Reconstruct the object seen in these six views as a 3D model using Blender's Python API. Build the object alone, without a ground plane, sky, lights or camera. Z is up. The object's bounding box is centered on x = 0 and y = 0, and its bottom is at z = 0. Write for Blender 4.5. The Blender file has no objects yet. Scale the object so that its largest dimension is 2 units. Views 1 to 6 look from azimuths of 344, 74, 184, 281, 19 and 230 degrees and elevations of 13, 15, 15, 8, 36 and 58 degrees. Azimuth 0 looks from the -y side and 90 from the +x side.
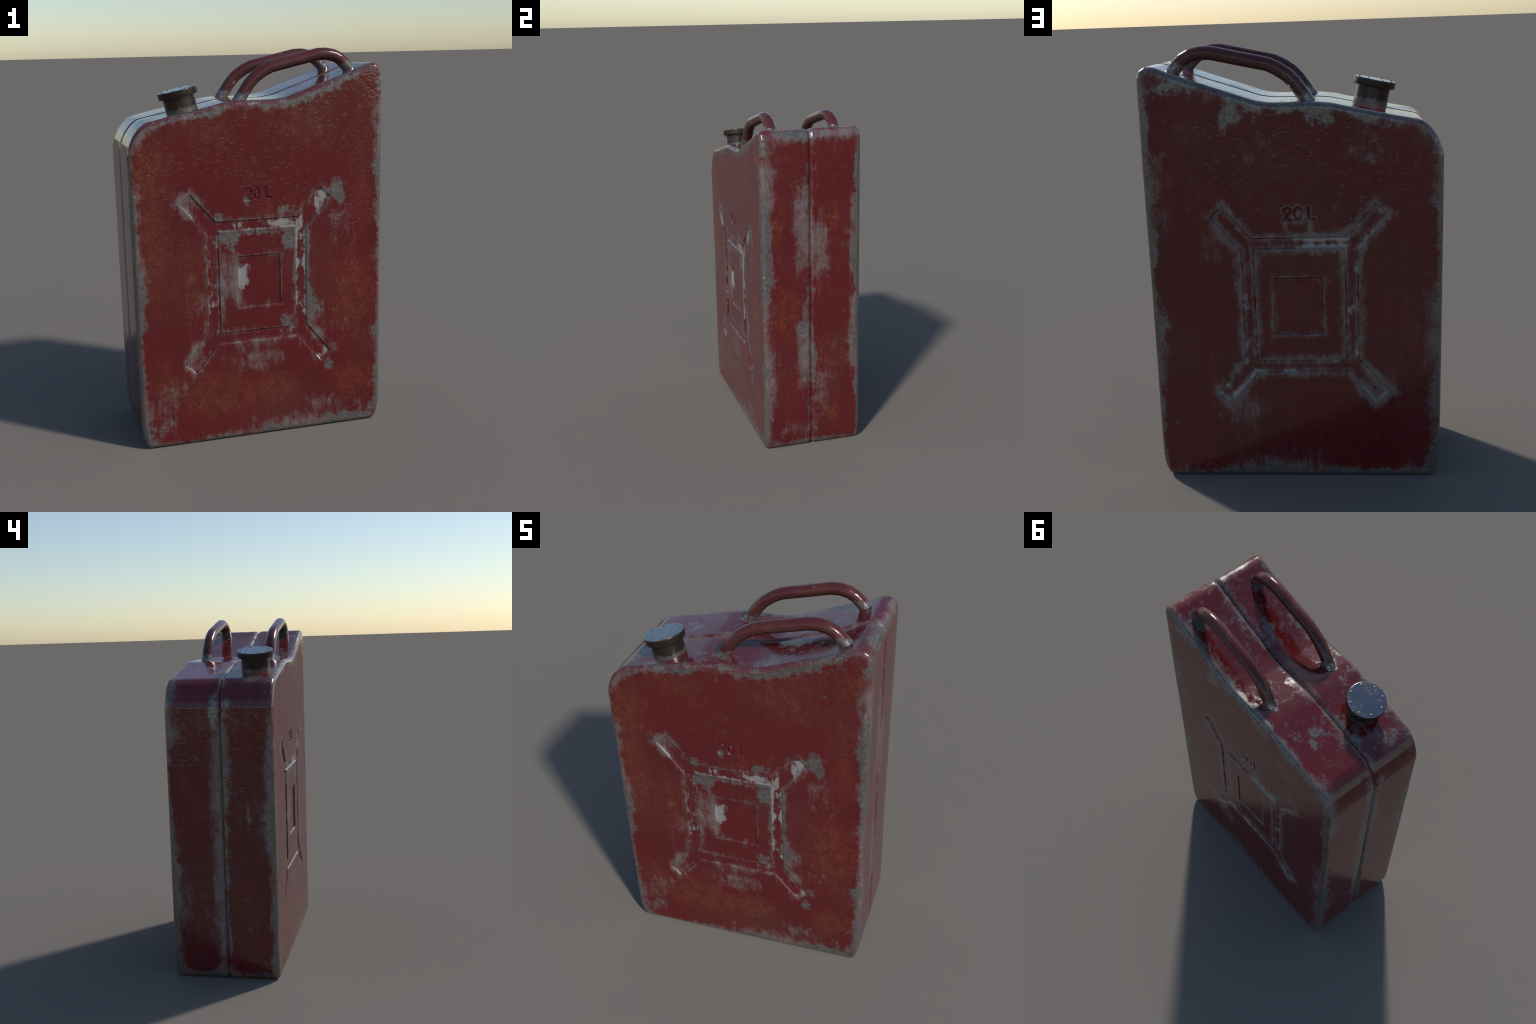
# A worn red pressed-steel fuel canister: two shells joined at a seam, two tube
# handles, a tilted filler neck with a riveted screw cap.
import bpy, bmesh, math
from mathutils import Vector, Matrix

HALF_W, HALF_D = 0.657, 0.298      # half width (x), half depth (y)
SEAM_Y = -0.008
BEVEL = 0.025

root = bpy.data.objects.new("fuel_canister", None)
bpy.context.collection.objects.link(root)
root["label"] = "worn red metal fuel canister with two handles and cap"
root["category"] = "fuel can"


def add(name, mesh, mat, parent=root):
    ob = bpy.data.objects.new(name, mesh)
    bpy.context.collection.objects.link(ob)
    ob.parent = parent
    if mat is not None:
        mesh.materials.clear()
        mesh.materials.append(mat)
    return ob


def face_outward(bm):
    bmesh.ops.recalc_face_normals(bm, faces=bm.faces)
    if bm.calc_volume(signed=True) < 0:
        bmesh.ops.reverse_faces(bm, faces=bm.faces)


# ----------------------------------------------------------------- node helper
class G:
    """Small expression helper around a shader node tree."""
    def __init__(self, mat):
        self.t = mat.node_tree
        self.t.nodes.clear()

    def node(self, kind, **props):
        n = self.t.nodes.new(kind)
        for k, v in props.items():
            setattr(n, k, v)
        return n

    def put(self, sock, v):
        if isinstance(v, S):
            self.t.links.new(v.s, sock)
        elif hasattr(v, "is_output"):
            self.t.links.new(v, sock)
        else:
            if isinstance(v, tuple) and len(v) == 3 and sock.type == "RGBA":
                v = (*v, 1.0)
            sock.default_value = v

    def m(self, op, a, b=None, c=None, clamp=False):
        n = self.node("ShaderNodeMath", operation=op, use_clamp=clamp)
        for i, v in enumerate((a, b, c)):
            if v is not None:
                self.put(n.inputs[i], v)
        return S(self, n.outputs[0])

    def vm(self, op, a, b=None, out=0):
        n = self.node("ShaderNodeVectorMath", operation=op)
        self.put(n.inputs[0], a)
        if b is not None:
            self.put(n.inputs[1], b)
        return S(self, n.outputs[out])

    def ramp(self, v, lo, hi, a=0.0, b=1.0, smooth=True):
        n = self.node("ShaderNodeMapRange", clamp=True)
        n.interpolation_type = "SMOOTHSTEP" if smooth else "LINEAR"
        for i, x in enumerate((v, lo, hi, a, b)):
            self.put(n.inputs[i], x)
        return S(self, n.outputs[0])

    def noise(self, p, scale, detail=4.0, rough=0.55, stretch=(1, 1, 1), off=(0, 0, 0), dist=0.0):
        q = self.vm("MULTIPLY", p, stretch)
        if any(off):
            q = self.vm("ADD", q, off)
        n = self.node("ShaderNodeTexNoise")
        self.put(n.inputs["Vector"], q)
        n.inputs["Scale"].default_value = scale
        n.inputs["Detail"].default_value = detail
        n.inputs["Roughness"].default_value = rough
        n.inputs["Distortion"].default_value = dist
        return S(self, n.outputs[0])

    def noise_color(self, p, scale):
        n = self.node("ShaderNodeTexNoise")
        self.put(n.inputs["Vector"], p)
        n.inputs["Scale"].default_value = scale
        n.inputs["Detail"].default_value = 2.0
        return S(self, n.outputs["Color"])

    def voronoi(self, p, scale, stretch=(1, 1, 1), feature="F1", out="Distance"):
        q = self.vm("MULTIPLY", p, stretch)
        n = self.node("ShaderNodeTexVoronoi", feature=feature)
        self.put(n.inputs["Vector"], q)
        n.inputs["Scale"].default_value = scale
        return S(self, n.outputs[out])

    def mix(self, f, a, b):
        n = self.node("ShaderNodeMix", data_type="RGBA")
        self.put(n.inputs[0], f)
        self.put(n.inputs[6], a)
        self.put(n.inputs[7], b)
        return S(self, n.outputs[2])

    def fmix(self, f, a, b):
        n = self.node("ShaderNodeMix", data_type="FLOAT")
        self.put(n.inputs[0], f)
        self.put(n.inputs[2], a)
        self.put(n.inputs[3], b)
        return S(self, n.outputs[0])

    def xyz(self, v):
        n = self.node("ShaderNodeSeparateXYZ")
        self.put(n.inputs[0], v)
        return [S(self, o) for o in n.outputs]

    def blob(self, p, c, r, hard=0.0):
        """1 in the middle of an ellipsoid, 0 at its border."""
        n = self.node("ShaderNodeVectorMath", operation="MULTIPLY_ADD")
        self.put(n.inputs[0], p)
        self.put(n.inputs[1], tuple(1.0 / k for k in r))
        self.put(n.inputs[2], tuple(-k / q for k, q in zip(c, r)))
        d = S(self, n.outputs[0])
        l = self.vm("LENGTH", d, out=1)
        return self.ramp(l, 1.0, hard)

    def bump(self, height, dist, normal=None, strength=1.0):
        n = self.node("ShaderNodeBump")
        self.put(n.inputs["Strength"], strength)
        n.inputs["Distance"].default_value = dist
        self.put(n.inputs["Height"], height)
        if normal is not None:
            self.put(n.inputs["Normal"], normal)
        return S(self, n.outputs[0])

    def finish(self, color, rough, metal, normal=None, spec=0.5, coat=None):
        b = self.node("ShaderNodeBsdfPrincipled")
        self.put(b.inputs["Base Color"], color)
        self.put(b.inputs["Roughness"], rough)
        self.put(b.inputs["Metallic"], metal)
        self.put(b.inputs["Specular IOR Level"], spec)
        if normal is not None:
            self.put(b.inputs["Normal"], normal)
        o = self.node("ShaderNodeOutputMaterial")
        self.t.links.new(b.outputs[0], o.inputs[0])


class S:
    def __init__(self, g, s):
        self.g, self.s = g, s
    def __add__(self, o): return self.g.m("ADD", self, o)
    def __radd__(self, o): return self.g.m("ADD", self, o)
    def __sub__(self, o): return self.g.m("SUBTRACT", self, o)
    def __rsub__(self, o): return self.g.m("SUBTRACT", o, self)
    def __mul__(self, o): return self.g.m("MULTIPLY", self, o)
    def __rmul__(self, o): return self.g.m("MULTIPLY", self, o)
    def __truediv__(self, o): return self.g.m("DIVIDE", self, o)
    def abs(self): return self.g.m("ABSOLUTE", self)
    def min(self, o): return self.g.m("MINIMUM", self, o)
    def max(self, o): return self.g.m("MAXIMUM", self, o)
    def clamp(self): return self.g.m("ADD", self, 0.0, clamp=True)


def material(name):
    m = bpy.data.materials.new(name)
    m.use_nodes = True
    return m, G(m)


# ---------------------------------------------------------------- body profile
TOP = [(-0.657, 1.515), (-0.649, 1.552), (-0.628, 1.600), (-0.598, 1.640), (-0.562, 1.668),
       (-0.416, 1.697), (-0.275, 1.727), (-0.180, 1.749), (-0.110, 1.756), (-0.020, 1.756),
       (0.088, 1.757), (0.152, 1.767), (0.280, 1.811), (0.404, 1.852), (0.519, 1.894),
       (0.580, 1.919), (0.618, 1.922), (0.645, 1.906), (0.656, 1.875)]


def chaikin(pts, n=1):
    for _ in range(n):
        out = [pts[0]]
        for a, b in zip(pts, pts[1:]):
            a, b = Vector(a), Vector(b)
            out += [a.lerp(b, 0.13), a.lerp(b, 0.87)]
        out.append(pts[-1])
        pts = [Vector(p) for p in out]
    return pts


def profile():
    top = [Vector(p) for p in chaikin(TOP, 1)]
    right = [Vector(p) for p in ((0.657, 1.45), (0.655, 1.12), (0.655, 0.69), (0.656, 0.30), (0.655, 0.115), (0.651, 0.070), (0.642, 0.034), (0.630, 0.011), (0.616, 0.0))]
    bottom = [Vector((x, 0.0)) for x in (0.3, 0.0, -0.3)]
    left = [Vector(p) for p in ((-0.616, 0.0), (-0.630, 0.011), (-0.642, 0.034), (-0.651, 0.070), (-0.655, 0.115), (-0.656, 0.30), (-0.657, 0.69), (-0.657, 1.12), (-0.657, 1.42))]
    return top + right + bottom + left       # clockwise seen from -y


def inset(loop, d):
    if d == 0:
        return loop
    out = []
    n = len(loop)
    for i, p in enumerate(loop):
        a = (p - loop[i - 1]).normalized()
        b = (loop[(i + 1) % n] - p).normalized()
        na, nb = Vector((a.y, -a.x)), Vector((b.y, -b.x))   # inward for clockwise
        m = (na + nb).normalized()
        out.append(p + m * (d / max(0.5, m.dot(na))))
    return out


def shell_mesh(name, sign):
    """One pressed half: face panel, rounded rim, wall, rolled lip in the seam."""
    loop = profile()
    face = sign * HALF_D
    rings = []
    for k in range(7):                      # rounded rim
        a = math.radians(15 * k)
        rings.append((face - sign * BEVEL * (1 - math.sin(a)), BEVEL * (1 - math.cos(a))))
    rings = rings[::-1]                     # start at the face plane
    seam = SEAM_Y + sign * 0.0004
    rings += [(SEAM_Y + sign * 0.15, 0.0)]
    for dy, ins in ((0.0215, 0.0), (0.0170, 0.0009), (0.0125, 0.0030), (0.0080, 0.0060), (0.0038, 0.0092)):
        rings.append((SEAM_Y + sign * dy, ins))
    rings.append((seam, 0.0118))
    bm = bmesh.new()
    made = []
    for y, ins in rings:
        made.append([bm.verts.new((p.x, y, p.y)) for p in inset(loop, ins)])
    n = len(loop)
    for r0, r1 in zip(made, made[1:]):
        for i in range(n):
            bm.faces.new((r0[i], r0[(i + 1) % n], r1[(i + 1) % n], r1[i]))
    bm.faces.new(made[0])
    bm.faces.new(made[-1])
    face_outward(bm)
    me = bpy.data.meshes.new(name)
    bm.to_mesh(me)
    bm.free()
    return me


# -------------------------------------------------------------- pressed pattern
PAT = (-0.0240, 0.8465)                    # centre of the pressed star (x, z)
SQ = (-0.0225, 0.8505, 0.2005, 0.2620)     # raised square: centre and half sizes
INNER = (-0.0145, 0.8450, 0.1130, 0.1370)  # recessed middle rectangle
STAR_Q = [(0.2120, 0.3210), (0.3380, 0.4705), (0.3965, 0.4165), (0.2635, 0.2570)]
DEPTH, SLOPE = 0.0066, 0.0068


def star_outline():
    q = STAR_Q
    pts = [(x, z) for x, z in q] + [(x, -z) for x, z in q[::-1]]
    pts += [(-x, -z) for x, z in q] + [(-x, z) for x, z in q[::-1]]
    return [Vector((PAT[0] + x, PAT[1] + z)) for x, z in pts]     # clockwise


def rect_outline(r):
    cx, cz, hx, hz = r
    return [Vector((cx - hx, cz + hz)), Vector((cx + hx, cz + hz)), Vector((cx + hx, cz - hz)), Vector((cx - hx, cz - hz))]


def prism(name, loop, ins_out, ins_in, sign, y_out, y_in):
    """Closed tapered prism: outline inset by ins_out at y_out and ins_in at y_in."""
    bm = bmesh.new()
    a = [bm.verts.new((p.x, sign * y_out, p.y)) for p in inset(loop, ins_out)]
    b = [bm.verts.new((p.x, sign * y_in, p.y)) for p in inset(loop, ins_in)]
    n = len(a)
    for i in range(n):
        bm.faces.new((a[i], a[(i + 1) % n], b[(i + 1) % n], b[i]))
    bm.faces.new(a)
    bm.faces.new(b)
    face_outward(bm)
    me = bpy.data.meshes.new(name)
    bm.to_mesh(me)
    bm.free()
    ob = bpy.data.objects.new(name, me)
    bpy.context.collection.objects.link(ob)
    return ob


def pen_stroke(path, half, slope, sign, y_out, y_in):
    """Solid groove cutter: a trapezoid swept along a pen path, wide outside, narrow inside."""
    k = slope / (HALF_D - y_in)
    half_out, half_in = half + (y_out - HALF_D) * k, half - slope
    bm = bmesh.new()
    rings = []
    n = len(path)
    for i, p in enumerate(path):
        d0 = (p - path[i - 1]).normalized() if i else (path[1] - p).normalized()
        d1 = (path[i + 1] - p).normalized() if i < n - 1 else d0
        n0, n1 = Vector((-d0.y, d0.x)), Vector((-d1.y, d1.x))
        m = (n0 + n1).normalized()
        m = m / max(0.45, m.dot(n0))
        ring = []
        for w, y in ((half_out, y_out), (-half_out, y_out), (-half_in, y_in), (half_in, y_in)):
            q = p + m * w
            if i == 0:
                q = q - d0 * abs(w)
            if i == n - 1:
                q = q + d1 * abs(w)
            ring.append(bm.verts.new((q.x, sign * y, q.y)))
        rings.append(ring)
    for r0, r1 in zip(rings, rings[1:]):
        for j in range(4):
            bm.faces.new((r0[j], r0[(j + 1) % 4], r1[(j + 1) % 4], r1[j]))
    bm.faces.new(rings[0])
    bm.faces.new(rings[-1])
    face_outward(bm)
    me = bpy.data.meshes.new("lettering")
    bm.to_mesh(me)
    bm.free()
    ob = bpy.data.objects.new("lettering", me)
    bpy.context.collection.objects.link(ob)
    return ob


def glyph(ch):
    """Pen paths of the three characters in a unit cell (x 0..1, z 0..1)."""
    if ch == "L":
        return [(0, 1), (0, 0), (1, 0)]
    if ch == "0":
        return [(0.5 + 0.5 * math.sin(a), 0.5 + 0.5 * math.cos(a)) for a in (2 * math.pi * k / 24 for k in range(25))]
    arc = [(0.5 - 0.5 * math.cos(a), 0.71 + 0.29 * math.sin(a)) for a in (math.radians(8 + 20 * k) for k in range(11))]
    return arc + [(0.80, 0.47), (0.0, 0.0), (1.0, 0.0)]


def letter_cutters(ch, x0, x1, z0, z1, sign):
    """Tapered solid that presses one character into the panel."""
    half, slope, depth = 0.0078, 0.0066, 0.0060
    s = 1 if x1 > x0 else -1
    ax, bx, az, bz = x0 + s * half, x1 - s * half, z0 + half, z1 - half
    path = [Vector((ax + u * (bx - ax), az + w * (bz - az))) for u, w in glyph(ch)]
    out, inn, k = HALF_D + 0.003, HALF_D - depth, slope / depth
    cut_at = {"2": len(path) - 2, "0": len(path) // 2}.get(ch)
    strokes = [path[:cut_at + 1], path[cut_at:]] if cut_at else [path]
    return [pen_stroke(p, half, slope, sign, out, inn) for p in strokes]


def boolean(ob, cutter):
    """Cut one solid out of another; try again with a hair of offset if it fails."""
    before = ob.data.copy()
    for attempt in range(4):
        md = ob.modifiers.new("cut", "BOOLEAN")
        md.operation = "DIFFERENCE"
        md.solver = "EXACT"
        md.object = cutter
        bake(ob)
        bm = bmesh.new()
        bm.from_mesh(ob.data)
        vol = bm.calc_volume(signed=True)
        flaws = sum(len(e.link_faces) != 2 for e in bm.edges)
        bm.free()
        bm = bmesh.new()
        bm.from_mesh(before)
        loss = bm.calc_volume(signed=True) - vol
        bm.free()
        if vol > 0 and flaws == 0 and 0 < loss < 0.3:
            break
        ob.data = before.copy()
        cutter.location += Vector((0.00013, 0.00011, 0.00017))
        bpy.context.view_layer.update()


def bake(ob, kill=()):
    """Apply all modifiers of ob into its mesh and drop helper objects."""
    dg = bpy.context.evaluated_depsgraph_get()
    me = bpy.data.meshes.new_from_object(ob.evaluated_get(dg), preserve_all_data_layers=True, depsgraph=dg)
    ob.modifiers.clear()
    old = ob.data
    ob.data = me
    me.name = old.name
    bpy.data.meshes.remove(old)
    for k in kill:
        bpy.data.objects.remove(k)


def shade(ob, angle):
    me = ob.data
    me.shade_smooth()
    me.set_sharp_from_angle(angle=math.radians(angle))
    md = ob.modifiers.new("weighted", "WEIGHTED_NORMAL")
    md.keep_sharp = True
    md.weight = 50
    bake(ob)


def build_shell(sign, mat):
    ob = add("shell", shell_mesh("shell", sign), mat)
    cut = []
    out, inn = HALF_D + 0.004, HALF_D - DEPTH
    k = SLOPE / DEPTH
    star = prism("cut_star", star_outline(), SLOPE / 2 - SLOPE - 0.004 * k + SLOPE / 2, SLOPE, sign, out, inn)
    island = prism("cut_island", rect_outline(SQ), SLOPE + 0.004 * k - SLOPE, -SLOPE - 0.004 * k * 0.0, sign, out, inn)
    # the island is the raised square left standing inside the star
    isl = prism("cut_island2", rect_outline(SQ), 0.004 * k, -SLOPE - 0.004 * k, sign, out, HALF_D - DEPTH - 0.004)
    boolean(star, isl)
    bake(star, (isl, island))
    boolean(ob, star)
    inner = prism("cut_inner", rect_outline(INNER), -0.004 * k, SLOPE, sign, out, inn)
    boolean(ob, inner)
    cut += [star, inner]
    if sign < 0:
        words = (("2", -0.0895, -0.0437, 1.2610, 1.3290), ("0", -0.0433, 0.0010, 1.2610, 1.3290), ("L", 0.0195, 0.0590, 1.2630, 1.3290))
    else:
        words = (("2", 0.0470, 0.0014, 1.2375, 1.3050), ("0", 0.0010, -0.0480, 1.2375, 1.3060), ("L", -0.0610, -0.1020, 1.2390, 1.3070))
    for w in words:
        for c in letter_cutters(w[0], *w[1:], sign):
            boolean(ob, c)
            cut.append(c)
    bake(ob, cut)
    shade(ob, 26)
    return ob


# --------------------------------------------------------------------- handles
HANDLE = [(0.556, 1.840), (0.513, 1.895), (0.487, 1.923), (0.463, 1.945), (0.430, 1.962), (0.388, 1.970), (0.345, 1.969),
          (0.098, 1.914), (0.060, 1.896), (0.013, 1.865), (-0.019, 1.832), (-0.074, 1.754), (-0.120, 1.688)]


def handle_mesh():
    raw = [Vector(p) for p in HANDLE]
    pts = [raw[0]]
    for i in range(1, len(raw) - 1):        # round every bend a little
        a, p, b = raw[i - 1], raw[i], raw[i + 1]
        pts += [p.lerp(a, 0.22), p.lerp((a + b) / 2, 0.02), p.lerp(b, 0.22)]
    pts.append(raw[-1])
    bm = bmesh.new()
    rings = []
    n = 16
    for i, p in enumerate(pts):
        t = (pts[min(i + 1, len(pts) - 1)] - pts[max(i - 1, 0)]).normalized()
        nrm = Vector((-t.y, t.x))
        ring = []
        for j in range(n):
            a = 2 * math.pi * j / n
            o = nrm * (0.0305 * math.cos(a))
            ring.append(bm.verts.new((p.x + o.x, 0.0320 * math.sin(a), p.y + o.y)))
        rings.append(ring)
    for r0, r1 in zip(rings, rings[1:]):
        for j in range(n):
            bm.faces.new((r0[j], r0[(j + 1) % n], r1[(j + 1) % n], r1[j]))
    bm.faces.new(rings[0])
    bm.faces.new(rings[-1])
    face_outward(bm)
    me = bpy.data.meshes.new("handle")
    bm.to_mesh(me)
    bm.free()
    me.shade_smooth()
    me.set_sharp_from_angle(angle=math.radians(60))
    return me


# ------------------------------------------------------------------ lathed parts
def lathe(name, prof, n, sharp=35):
    """Turn a (radius, height) profile about z; closed at both ends."""
    bm = bmesh.new()
    rings = []
    for r, z in prof:
        rings.append([bm.verts.new((r * math.cos(2 * math.pi * j / n), r * math.sin(2 * math.pi * j / n), z)) for j in range(n)])
    for r0, r1 in zip(rings, rings[1:]):
        for j in range(n):
            bm.faces.new((r0[j], r0[(j + 1) % n], r1[(j + 1) % n], r1[j]))
    bm.faces.new(rings[0])
    bm.faces.new(rings[-1])
    face_outward(bm)
    me = bpy.data.meshes.new(name)
    bm.to_mesh(me)
    bm.free()
    return me


# =================================================================== MATERIALS
RED = (0.110, 0.0090, 0.0110)
RED_DARK = (0.097, 0.0100, 0.0115)
RUST = (0.190, 0.038, 0.013)
RUST_DARK = (0.090, 0.022, 0.011)
SCUFF = (0.190, 0.162, 0.152)
BARE = (0.230, 0.210, 0.200)
BARE_DARK = (0.10, 0.10, 0.095)


def red_paint():
    mat, g = material("worn_red_paint")
    tc = g.node("ShaderNodeTexCoord")
    P = S(g, tc.outputs["Object"])
    geo = g.node("ShaderNodeNewGeometry")
    nx, ny, nz = [c for c in g.xyz(geo.outputs["True Normal"])]
    x, y, z = g.xyz(P)
    # height of the top outline above every x
    fc = g.node("ShaderNodeFloatCurve")
    cv = fc.mapping.curves[0]
    pts = [(-0.657, 1.50)] + TOP[1:-1] + [(0.657, 1.895)]
    for i, (px, pz) in enumerate(pts):
        loc = ((px + 0.657) / 1.314, (pz - 1.4) / 0.6)
        if i < 2:
            cv.points[0 if i == 0 else 1].location = loc
            if i == 1:
                cv.points[1].handle_type = "VECTOR"
        else:
            cv.points.new(*loc)
    for p in cv.points:
        p.handle_type = "VECTOR"
    fc.mapping.use_clip = False
    fc.mapping.update()
    g.put(fc.inputs["Value"], (x + 0.657) / 1.314)
    ztop = S(g, fc.outputs[0]) * 0.6 + 1.4

    front = g.ramp(ny, -0.6, -0.8)
    back = g.ramp(ny, 0.6, 0.8)
    facing = front + back
    up = g.ramp(nz, 0.45, 0.7)
    side = g.ramp(nx.abs(), 0.6, 0.8)

    # distance to the nearest outline edge
    a = HALF_W - x.abs()
    b = HALF_D - y.abs()
    c = (ztop - z).min(z)
    # (the big round shoulder at the upper left is no edge)
    shoulder = g.ramp(x, -0.35, -0.5) * g.ramp(z, 0.8, 1.2)
    edge = a.min(c).max(b).min(a.max(c) + shoulder)
    seam = (y - SEAM_Y).abs()

    # ---- noises
    low = g.noise(P, 3.2, 2.0, 0.5)
    low2 = g.noise(P, 2.3, 2.0, 0.5, off=(7.3, 1.9, 4.4))
    mid = g.noise(P, 17.0, 8.0, 0.68, stretch=(1.0, 1.0, 0.75))
    mid2 = g.noise(P, 19.0, 8.0, 0.70, off=(3.1, 8.2, 5.7))
    fine = g.noise(P, 60.0, 4.0, 0.7)
    streak = g.noise(P, 52.0, 4.0, 0.66, stretch=(1.0, 1.0, 0.22))
    grain = g.noise(P, 210.0, 2.0, 0.6)

    # ---- pressed pattern: distance to its lines
    def box(px, pz, hx, hz):
        dx, dz = px - hx, pz - hz
        return dx.max(dz)
    ax, az = (x - PAT[0]).abs(), (z - PAT[1]).abs()
    ring = box(ax, az, 0.2635, 0.3210)
    ca, sa = math.cos(math.radians(49.7)), math.sin(math.radians(49.7))
    # arm frame: u along the arm, v across it, arm tip centre at (0.367, 0.4435)
    u = (ax - 0.367) * ca + (az - 0.4435) * sa
    v = ((az - 0.4435) * ca - (ax - 0.367) * sa).abs()
    arm = u.max(v - 0.0398).max(-0.26 - u)
    star = ring.min(arm)
    sq = box((x - SQ[0]).abs(), (z - SQ[1]).abs(), SQ[2], SQ[3])
    inn = box((x - INNER[0]).abs(), (z - INNER[1]).abs(), INNER[2], INNER[3])
    line = star.abs().min(sq.abs())
    line_all = line.min(inn.abs() + 0.012)
    in_channel = g.ramp(star, 0.0, -0.004) * g.ramp(sq, 0.0, 0.004)

    # ---- placed patches of wear (centre, radii)
    def total(spots, hard=0.15):
        s = None
        for cx, cy, cz, rx, ry, rz, w in spots:
            bl = g.blob(P, (cx, cy, cz), (rx, ry, rz), hard) * w
            s = bl if s is None else s + bl
        return s
    F, B, D = -0.30, 0.30, 0.06
    bare_spots = total([
        (0.415, F, 1.295, 0.075, D, 0.105, 1.0), (0.43, F, 1.22, 0.05, D, 0.09, 0.6),
        (-0.075, F, 1.265, 0.035, D, 0.045, 0.8),
        (-0.18, F, 1.07, 0.10, D, 0.10, 0.95), (0.15, F, 1.06, 0.08, D, 0.14, 1.05), (-0.03, F, 1.10, 0.2, D, 0.035, 0.85),
        (0.12, F, 0.63, 0.055, D, 0.075, 0.8),
        (0.13, F, 1.205, 0.10, D, 0.050, 0.9), (-0.22, F, 1.185, 0.06, D, 0.04, 0.85),
        (0.28, F, 0.70, 0.05, D, 0.13, 0.75),
        (0.36, F, 0.355, 0.055, D, 0.09, 0.8),
        (0.46, F, 1.85, 0.20, D, 0.085, 0.75), (0.14, F, 1.735, 0.14, D, 0.045, 0.75), (-0.33, F, 1.70, 0.20, D, 0.045, 0.6),
        (-0.60, F, 0.08, 0.14, D, 0.14, 0.5), (0.60, F, 0.06, 0.22, D, 0.12, 0.6),
        # back face
        (0.22, B, 1.73, 0.13, D, 0.10, 0.85), (0.30, B, 1.66, 0.05, D, 0.13, 0.7), (-0.14, B, 1.71, 0.10, D, 0.12, 0.85), (-0.42, B, 1.67, 0.18, D, 0.06, 0.7),
        (0.5, B, 1.83, 0.16, D, 0.07, 0.7), (0.63, B, 1.5, 0.06, D, 0.4, 0.6), (0.62, B, 0.78, 0.08, D, 0.12, 0.9),
        (0.10, B, 0.03, 0.6, D, 0.06, 0.7), (-0.62, B, 0.08, 0.07, D, 0.1, 0.8),
        # right side and its front edge
        (0.66, -0.29, 1.82, D, 0.07, 0.13, 0.9), (0.66, -0.285, 1.15, D, 0.075, 0.36, 1.0), (0.66, 0.285, 1.3, D, 0.085, 0.6, 0.95), (0.66, 0.285, 0.6, D, 0.07, 0.5, 0.85),
        (0.66, -0.05, 1.52, D, 0.06, 0.20, 0.55), (0.66, -0.06, 0.78, D, 0.06, 0.10, 0.7),
        # left side: both rims and the upper seam
        (-0.64, 0.025, 1.50, 0.1, 0.055, 0.17, 1.1), (-0.64, -0.04, 1.52, 0.1, 0.04, 0.13, 1.0),
        # top deck
        (-0.33, 0.13, 1.73, 0.17, 0.10, D, 0.55), (-0.45, -0.02, 1.70, 0.12, 0.10, D, 0.6), (0.48, 0.20, 1.90, 0.10, 0.09, 0.09, 0.8),
        (0.48, -0.20, 1.90, 0.10, 0.09, 0.09, 0.7), (0.36, 0.03, 1.84, 0.16, 0.05, D, 0.6), (0.24, -0.07, 1.80, 0.22, 0.06, D, 0.6), (-0.03, 0.03, 1.76, 0.06, 0.05, D, 0.7),
        (-0.55, -0.20, 1.66, 0.10, 0.11, D, 0.35), (0.23, -0.22, 1.79, 0.16, 0.06, D, 0.5), (-0.37, -0.25, 1.70, 0.18, 0.05, D, 0.6),
        (-0.075, 0.19, 1.755, 0.07, 0.06, D, 0.8), (-0.075, -0.19, 1.755, 0.07, 0.06, D, 0.8),
    ])
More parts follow.
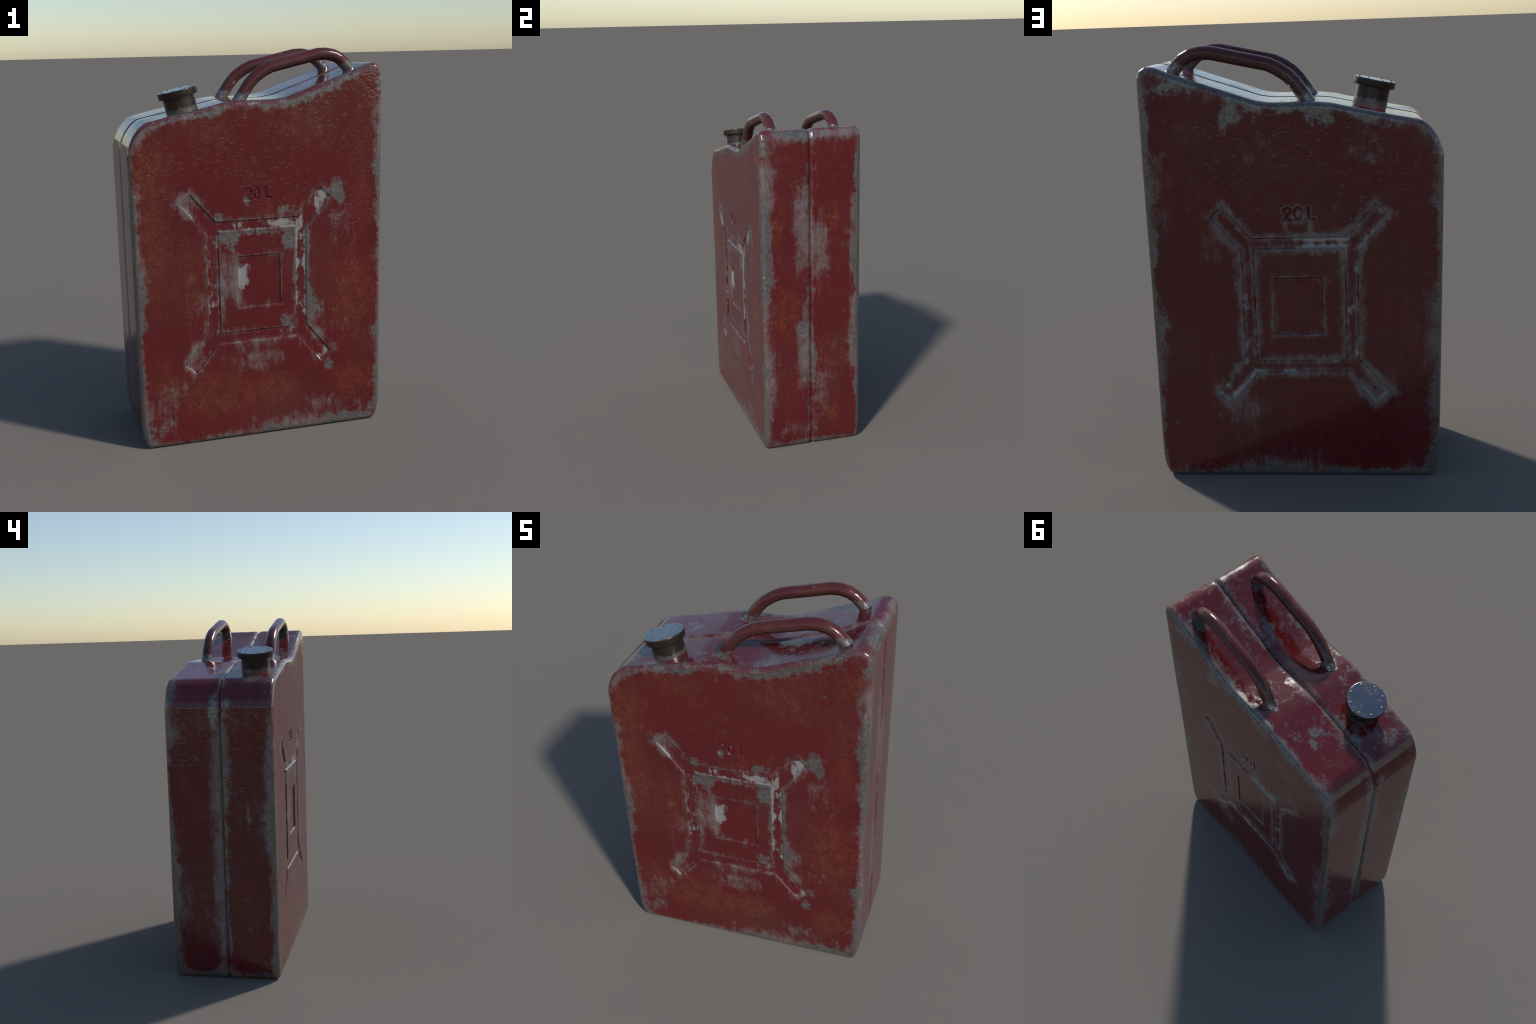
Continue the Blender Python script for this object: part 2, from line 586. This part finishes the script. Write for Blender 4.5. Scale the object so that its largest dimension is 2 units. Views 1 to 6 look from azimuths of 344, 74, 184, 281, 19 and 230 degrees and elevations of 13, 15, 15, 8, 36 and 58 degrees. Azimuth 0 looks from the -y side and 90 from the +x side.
    scuff_spots = total([
        (-0.03, F, 0.42, 0.24, D, 0.14, 0.85), (-0.16, F, 0.86, 0.12, D, 0.24, 0.9), (-0.40, F, 1.28, 0.12, D, 0.12, 0.6),
        (0.42, F, 1.10, 0.14, D, 0.26, 0.62), (0.30, F, 0.62, 0.09, D, 0.22, 0.75), (-0.36, F, 0.74, 0.09, D, 0.26, 0.55),
        (-0.38, F, 0.50, 0.10, D, 0.13, 0.55), (0.42, F, 0.55, 0.12, D, 0.14, 0.55), (-0.56, F, 0.18, 0.20, D, 0.24, 0.72), (0.36, F, 0.10, 0.35, D, 0.13, 0.55),
        (-0.45, F, 0.30, 0.12, D, 0.12, 0.6), (0.30, F, 0.16, 0.14, D, 0.09, 0.35), (-0.58, F, 1.62, 0.12, D, 0.10, 0.7),
        (-0.34, B, 1.55, 0.22, D, 0.16, 0.65), (0.16, B, 1.56, 0.12, D, 0.12, 0.6), (0.58, B, 1.35, 0.10, D, 0.40, 0.6), (-0.59, B, 0.75, 0.09, D, 0.3, 0.65),
        (0.24, B, 0.34, 0.20, D, 0.15, 1.0), (-0.38, B, 0.46, 0.16, D, 0.14, 0.85), (0.36, B, 1.13, 0.12, D, 0.13, 0.85), (-0.25, B, 1.19, 0.1, D, 0.05, 0.8), (-0.025, B, 1.262, 0.095, D, 0.05, 0.62), (0.035, B, 1.22, 0.02, D, 0.04, 0.8), (-0.075, B, 1.215, 0.02, D, 0.05, 0.9), (0.05, B, 0.10, 0.6, D, 0.10, 0.5),
        (0.66, -0.060, 1.35, D, 0.085, 0.40, 1.3), (0.66, 0.055, 1.25, D, 0.10, 0.36, 1.1), (0.66, -0.055, 0.62, D, 0.08, 0.40, 1.2), (0.66, 0.06, 0.35, D, 0.08, 0.3, 0.6),
        (0.66, -0.25, 1.0, D, 0.06, 0.9, 0.6), (0.66, 0.25, 0.9, D, 0.05, 0.9, 0.55), (0.66, -0.1, 0.12, D, 0.16, 0.12, 0.6),
        (-0.66, 0.02, 1.05, D, 0.075, 0.65, 1.1), (-0.66, -0.035, 1.25, D, 0.055, 0.40, 0.85), (-0.66, 0.015, 0.45, D, 0.065, 0.50, 0.95), (-0.66, -0.15, 0.93, D, 0.02, 0.16, 0.6), (-0.66, -0.28, 0.9, D, 0.04, 0.8, 0.4),
        (-0.40, 0.0, 1.71, 0.30, 0.25, D, 0.35), (-0.55, -0.19, 1.67, 0.12, 0.12, D, 0.35),
    ])
    chalk = g.blob(P, (-0.105, F, 0.865), (0.068, D, 0.135), 0.1) * g.ramp(inn, 0.002, -0.004)
    chalk = chalk + in_channel * total([
        (0.10, F, 1.14, 0.19, D, 0.05, 0.75), (0.32, F, 1.25, 0.09, D, 0.10, 0.75), (0.22, F, 1.08, 0.05, D, 0.16, 0.55), (-0.25, F, 0.76, 0.05, D, 0.26, 0.5),
        (0.22, F, 0.70, 0.05, D, 0.12, 0.5), (0.33, F, 0.43, 0.08, D, 0.09, 0.65), (-0.15, F, 1.14, 0.1, D, 0.04, 0.5), (0.10, F, 0.56, 0.09, D, 0.03, 0.45),
        (0.12, B, 1.14, 0.12, D, 0.04, 0.4), (-0.25, B, 0.75, 0.05, D, 0.2, 0.4), (0.22, B, 0.85, 0.05, D, 0.25, 0.5)])
    rust_spots = total([
        (-0.58, F, 1.45, 0.16, D, 0.22, 1.0), (-0.57, F, 1.05, 0.14, D, 0.45, 0.85), (-0.36, F, 0.85, 0.10, D, 0.30, 0.6),
        (-0.28, F, 0.25, 0.30, D, 0.20, 1.0), (0.05, F, 0.26, 0.22, D, 0.13, 0.9), (-0.52, F, 0.35, 0.14, D, 0.20, 0.7),
        (0.50, F, 0.72, 0.20, D, 0.36, 1.0), (0.50, F, 0.25, 0.20, D, 0.18, 0.9), (0.55, F, 1.3, 0.12, D, 0.40, 0.6),
        (-0.25, F, 1.62, 0.25, D, 0.14, 0.5), (0.22, F, 1.63, 0.25, D, 0.15, 0.55), (0.12, F, 1.22, 0.22, D, 0.10, 0.7), (0.57, F, 1.75, 0.12, D, 0.14, 0.8), (-0.36, F, 0.43, 0.10, D, 0.10, 0.7),
        (0.66, -0.16, 0.85, D, 0.13, 0.25, 1.0), (0.66, -0.22, 1.4, D, 0.08, 0.25, 0.8), (0.66, 0.13, 1.42, D, 0.07, 0.12, 0.9), (0.66, 0.12, 0.20, D, 0.08, 0.10, 0.9),
        (-0.50, B, 0.75, 0.16, D, 0.30, 0.5), (-0.15, B, 0.30, 0.25, D, 0.15, 0.5), (0.1, B, 1.45, 0.2, D, 0.2, 0.4), (0.45, B, 1.65, 0.15, D, 0.15, 0.5), (-0.02, B, 0.85, 0.12, D, 0.14, 0.5),
        (-0.66, 0.0, 1.45, D, 0.3, 0.12, 0.7), (-0.66, -0.15, 0.45, D, 0.14, 0.25, 0.6), (-0.66, 0.15, 0.9, D, 0.12, 0.3, 0.4),
    ])

    # ---- bare metal: chipped along the outline edges
    width = (low - 0.44) * 0.20 + bare_spots * 0.024 + 0.004
    ragged = (mid - 0.5) * 0.11 + (fine - 0.5) * 0.03
    deck_rim = g.ramp(ztop - z, 0.030, 0.020) * g.ramp(y, -0.2, -0.24) * g.ramp(x, 0.56, 0.52)
    corner = g.blob(P, (0.63, -0.30, 1.86), (0.10, 0.12, 0.16), 0.5)
    spare = (1.0 - deck_rim * g.ramp(mid2, 0.62, 0.5) * 0.9) * (1.0 - corner * 0.7)
    chip = g.ramp(edge - 0.004, width + ragged + 0.012, width + ragged - 0.012) * spare
    spot = g.ramp(bare_spots + up * (low2 - 0.30) * 0.9 + (mid - 0.5) * 3.2 + (fine - 0.5) * 1.3, 0.42, 1.02)
    seam_w = (low2 - 0.52) * 0.12 + (mid - 0.5) * 0.10
    seam_chip = g.ramp(seam - 0.017, seam_w + 0.004, seam_w - 0.012) * g.ramp(seam, 0.008, 0.017)
    line_w = (low2 - 0.52) * 0.09 + (mid - 0.5) * 0.11 + bare_spots * 0.015
    line_chip = g.ramp(line_all, line_w + 0.010, line_w - 0.006) * facing
    # ---- soft scuffs where the paint is rubbed thin
    rub_edge = g.ramp(edge, (low2 - 0.25) * 0.32, -0.01)
    rub_line = g.ramp(line_all, 0.055, 0.0) * facing
    rub_seam = g.ramp(seam, (low - 0.25) * 0.20, 0.0)
    rub = scuff_spots + rub_edge * 1.30 + rub_line * (0.72 + back * 0.45) + rub_seam * 0.5 + up * (low - 0.30) * 1.2 + side * (low2 - 0.38) * 1.1 + up * rub_seam * 0.3
    scuff = g.ramp(rub + (mid - 0.5) * 2.2 + (streak - 0.5) * 1.5 + (fine - 0.5) * 0.8 + (grain - 0.5) * 0.5, 0.36, 1.55) * 0.82 * spare
    sprinkle = g.ramp(streak + (mid2 - 0.5) * 0.5 + low * 0.2, 0.86, 0.98) * 0.25

    # worn rims and runs around the lettering of the back panel
    def ring(cx, cz, rx, rz):
        dx, dz = (x - cx) / rx, (z - cz) / rz
        return (g.m("SQRT", dx * dx + dz * dz) - 1.0).abs() * min(rx, rz)
    def bar(cx, cz, hx, hz):
        return box((x - cx).abs(), (z - cz).abs(), hx, hz).max(0.0)
    d_txt = ring(-0.0235, 1.2720, 0.0165, 0.0265).min(ring(0.0242, 1.2860, 0.0150, 0.0115)).min(bar(0.0242, 1.2455, 0.0150, 0.001))
    d_txt = d_txt.min(bar(-0.0690, 1.273, 0.001, 0.026)).min(bar(-0.081, 1.2470, 0.012, 0.001)).min(bar(0.026, 1.263, 0.004, 0.012))
    d_run = bar(0.034, 1.222, 0.001, 0.016).min(bar(-0.078, 1.216, 0.001, 0.022)).min(bar(-0.02, 1.234, 0.012, 0.002))
    halo = g.ramp(d_txt + (mid - 0.5) * 0.012, 0.0160, 0.0110) * g.ramp(d_txt, 0.0055, 0.0080)
    halo = halo.max(g.ramp(d_run + (mid - 0.5) * 0.045 + (fine - 0.5) * 0.01, 0.0125, 0.0060)) * back * 0.5

    bare_f = chip.max(spot).max(seam_chip)
    bare = bare_f.max(line_chip * 0.8) * g.ramp(mid2 + (grain - 0.5) * 0.5, 0.25, 0.5, 0.7, 1.0)
    # ---- rust bloom
    rr = rust_spots + (low2 - 0.5) * 0.8 + (mid2 - 0.5) * 2.0 + (fine - 0.5) * 0.8
    rust = g.ramp(rr + (grain - 0.5) * 0.8, -0.05, 1.35) * 0.74

    # ---- colour
    red = g.mix(g.ramp(low + (mid - 0.5) * 0.3, 0.35, 0.65), RED, RED_DARK)
    rustc = g.mix(g.ramp(fine + (mid - 0.5) * 0.8, 0.38, 0.62), RUST_DARK, RUST)
    col = g.mix(rust, red, rustc)
    dust = g.ramp(low2 + (mid - 0.5) * 0.8 + (streak - 0.5) * 0.5, 0.38, 0.85)
    col = g.mix(dust * 0.16, col, (0.115, 0.075, 0.062))
    scuffc = g.mix(g.ramp(mid2, 0.35, 0.65), (0.135, 0.100, 0.094), SCUFF)
    def lip(d):                              # pale upper lip just outside a pressed wall
        return g.ramp(d, 0.0050, 0.0015) * g.ramp(d, -0.0008, 0.0004)
    rim_line = lip(star).max(lip(0.0 - sq)).max(lip(inn)) * facing * g.ramp(mid2, 0.36, 0.56) * 0.5
    col = g.mix((scuff + sprinkle + halo + rim_line).clamp(), col, scuffc)
    chalk_f = g.ramp(chalk * 0.9 + (mid - 0.5) * 2.4 + (streak - 0.5) * 0.9, 0.36, 0.72) * g.ramp(chalk, 0.0, 0.15)
    col = g.mix(chalk_f * 0.75, col, (0.32, 0.315, 0.31))
    pits = g.ramp(g.noise(P, 85.0, 3.0, 0.6) + (mid - 0.5) * 0.4, 0.42, 0.60)
    barec = g.mix(pits, (0.150, 0.138, 0.130), BARE)
    col = g.mix(bare, col, barec)
    channel_w = in_channel * line_chip
    col = g.mix(channel_w * 0.75, col, (0.34, 0.33, 0.33))
    # darker tone along the bottom of the seam
    seam_dark = g.ramp(seam, 0.007, 0.002)
    col = g.mix(seam_dark * 0.35, col, (0.05, 0.016, 0.016))

    metal = bare * 0.62 * (1.0 - channel_w * 0.7)
    rough = g.fmix(rust, 0.11, 0.20)
    rough = g.fmix((scuff + sprinkle).clamp(), rough, 0.42)
    rough = g.fmix(bare, rough, g.fmix(pits, 0.34, 0.27))
    rough = rough + (mid - 0.5) * 0.06 + g.blob(P, (-0.02, -0.30, 1.295), (0.10, 0.06, 0.055), 0.3) * 0.13

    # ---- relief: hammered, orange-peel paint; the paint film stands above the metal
    peel = g.noise(P, 30.0, 3.0, 0.55, stretch=(0.8, 0.8, 1.7), dist=0.6)
    peel2 = g.noise(P, 46.0, 2.0, 0.5, stretch=(0.72, 0.72, 1.9), off=(2.0, 5.0, 1.0), dist=0.5)
    streak2 = g.noise(P, 40.0, 2.0, 0.5, stretch=(1.0, 1.0, 0.2))
    where = g.ramp(g.noise(P, 4.5, 3.0, 0.6, off=(4.0, 4.0, 2.0)), 0.42, 0.62)
    ding = total([(0.62, -0.29, 1.80, 0.11, 0.12, 0.17, 1.0), (0.64, -0.29, 1.04, 0.06, 0.07, 0.12, 1.0), (0.58, -0.30, 0.22, 0.09, 0.05, 0.10, 0.5),
                  (0.64, -0.28, 1.30, 0.05, 0.06, 0.4, 0.15)])
    dents = g.noise(P, 32.0, 1.0, 0.5, stretch=(1, 1, 1.25), off=(1.0, 2.0, 9.0))
    wob = g.vm("ADD", P, g.vm("MULTIPLY", g.noise_color(P, 38.0), (0.022, 0.022, 0.012)))
    cells = g.voronoi(wob, 33.0, stretch=(0.85, 0.85, 1.9))
    flakes = g.ramp(cells, 0.40, 0.05) * g.ramp(peel2, 0.40, 0.55) * (0.30 + where * 0.70)
    ripples = g.ramp(peel, 0.54, 0.88) * 0.7 * (0.3 + where)
    flakes = flakes * (1.0 + g.blob(P, (-0.66, 0.0, 1.40), (0.12, 0.6, 0.32), 0.3) * 0.9)
    h = (flakes + ripples) * (1.0 - up * 0.5) + dents * ding * 8.0
    n1 = g.bump(h, 0.00072)
    n2 = g.bump(streak2, 0.00007, n1)
    n2 = g.bump(g.noise(P, 85.0, 3.0, 0.6), 0.0006, n2, strength=(bare * 0.35 + rust * 0.2 + 0.03).clamp())
    g.finish(col, rough, metal, n2, spec=0.65)
    return mat


def handle_paint():
    mat, g = material("handle_paint")
    tc = g.node("ShaderNodeTexCoord")
    P = S(g, tc.outputs["Object"])
    geo = g.node("ShaderNodeNewGeometry")
    nx, ny, nz = g.xyz(geo.outputs["Normal"])
    x, y, z = g.xyz(P)
    oi = g.node("ShaderNodeObjectInfo")
    Q = g.vm("ADD", P, g.vm("MULTIPLY", oi.outputs["Location"], (3.0, 3.0, 3.0)))
    low = g.noise(Q, 6.0, 3.0)
    mid = g.noise(Q, 24.0, 5.0, 0.65)
    fine = g.noise(Q, 95.0, 4.0, 0.7)
    foot_a = g.ramp(z + (mid - 0.5) * 0.07, 1.795, 1.780) * g.ramp(x, 0.15, 0.1)
    foot_b = g.ramp(z + (mid - 0.5) * 0.09, 1.930, 1.912) * g.ramp(x, 0.42, 0.44)
    foot = foot_a.max(foot_b)
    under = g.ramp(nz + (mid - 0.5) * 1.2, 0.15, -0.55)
    chips = g.ramp(fine + (mid - 0.5) * 0.5 + (low - 0.5) * 0.4, 0.70, 0.76)
    col = g.mix(low, (0.070, 0.016, 0.017), (0.098, 0.018, 0.019))
    col = g.mix(g.ramp(mid + (low - .5) * .8, 0.42, 0.75) * 0.7, col, (0.090, 0.034, 0.021))
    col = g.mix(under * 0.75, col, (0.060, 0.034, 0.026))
    col = g.mix(chips * 0.6, col, (0.30, 0.27, 0.25))
    col = g.mix(foot, col, g.mix(g.ramp(fine, 0.4, 0.6), (0.15, 0.135, 0.12), (0.30, 0.285, 0.27)))
    rough = g.fmix(foot, 0.16, 0.20) + under * 0.14 + (mid - 0.5) * 0.12
    n = g.bump(mid * 0.7 + fine * 0.35 - foot * 0.6, 0.0018)
    g.finish(col, rough, foot * 0.65 + chips * 0.3, n)
    return mat


def dark_metal(name, base_worn):
    """Oxidised filler metal; flat faces turned up are paler and bluer."""
    mat, g = material(name)
    tc = g.node("ShaderNodeTexCoord")
    P = S(g, tc.outputs["Object"])
    x, y, z = g.xyz(P)
    tn = S(g, tc.outputs["Normal"])
    _, _, nz = g.xyz(tn)
    low = g.noise(P, 9.0, 3.0)
    mid = g.noise(P, 38.0, 6.0, 0.7)
    fine = g.noise(P, 120.0, 4.0, 0.7)
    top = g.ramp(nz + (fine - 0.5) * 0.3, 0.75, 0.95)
    worn_base = g.ramp(z + (g.noise(P, 30.0, 4.0, 0.6, stretch=(1, 1, 0.3)) - 0.5) * 0.055, 0.026, 0.012)
    spots = g.ramp(mid + (low - 0.5) * 0.5 + (fine - 0.5) * 0.3, 0.60, 0.66)
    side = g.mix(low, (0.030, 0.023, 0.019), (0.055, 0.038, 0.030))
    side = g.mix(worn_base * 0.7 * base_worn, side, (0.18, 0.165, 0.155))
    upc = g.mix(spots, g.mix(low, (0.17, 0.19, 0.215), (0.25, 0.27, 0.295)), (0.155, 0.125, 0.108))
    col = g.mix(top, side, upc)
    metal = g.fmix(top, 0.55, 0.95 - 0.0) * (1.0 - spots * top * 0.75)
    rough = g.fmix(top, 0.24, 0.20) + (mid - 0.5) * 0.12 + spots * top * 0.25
    n = g.bump(mid * 0.5 + fine * 0.25, 0.0012)
    g.finish(col, rough, metal, n)
    return mat


def rivet_metal():
    mat, g = material("rivet_metal")
    tc = g.node("ShaderNodeTexCoord")
    f = g.noise(S(g, tc.outputs["Object"]), 200.0, 3.0)
    g.finish(g.mix(f, (0.14, 0.135, 0.115), (0.26, 0.25, 0.22)), 0.25, 0.8)
    return mat


# ====================================================================== BUILD
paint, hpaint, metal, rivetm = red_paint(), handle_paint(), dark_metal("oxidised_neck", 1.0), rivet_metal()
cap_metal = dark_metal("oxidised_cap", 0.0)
for sign in (-1, 1):
    build_shell(sign, paint)

hm = handle_mesh()
for yy in (-0.190, 0.190):
    h = add("handle", hm, hpaint)
    h.location = (0, yy, 0)

tilt = math.atan2(0.052, 0.239)            # the neck stands square on the sloping deck
base = Matrix.Translation((-0.357, -0.161, 1.7085)) @ Matrix.Rotation(-tilt, 4, "Y")
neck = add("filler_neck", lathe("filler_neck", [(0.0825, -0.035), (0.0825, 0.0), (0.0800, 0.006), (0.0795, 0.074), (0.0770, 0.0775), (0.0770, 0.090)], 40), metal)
neck.matrix_local = base
shade(neck, 40)
cap_z = 0.0795
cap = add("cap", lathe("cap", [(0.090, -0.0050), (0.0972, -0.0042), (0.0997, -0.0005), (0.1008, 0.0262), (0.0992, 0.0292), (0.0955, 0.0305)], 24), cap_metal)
cap.matrix_local = base @ Matrix.Translation((0, 0, cap_z))
shade(cap, 40)
rm = lathe("rivet", [(0.0076, -0.002), (0.0076, 0.0002), (0.0063, 0.0014), (0.0035, 0.0022), (0.0008, 0.0024)], 12)
rm.shade_smooth()
for k in range(8):
    r = add("rivet", rm, rivetm, cap)
    a = math.radians(22 + 45 * k + (3, -2, 1, -3, 2, 0, -1, 2)[k])
    r.location = (0.0825 * math.cos(a), 0.0825 * math.sin(a), 0.0305)
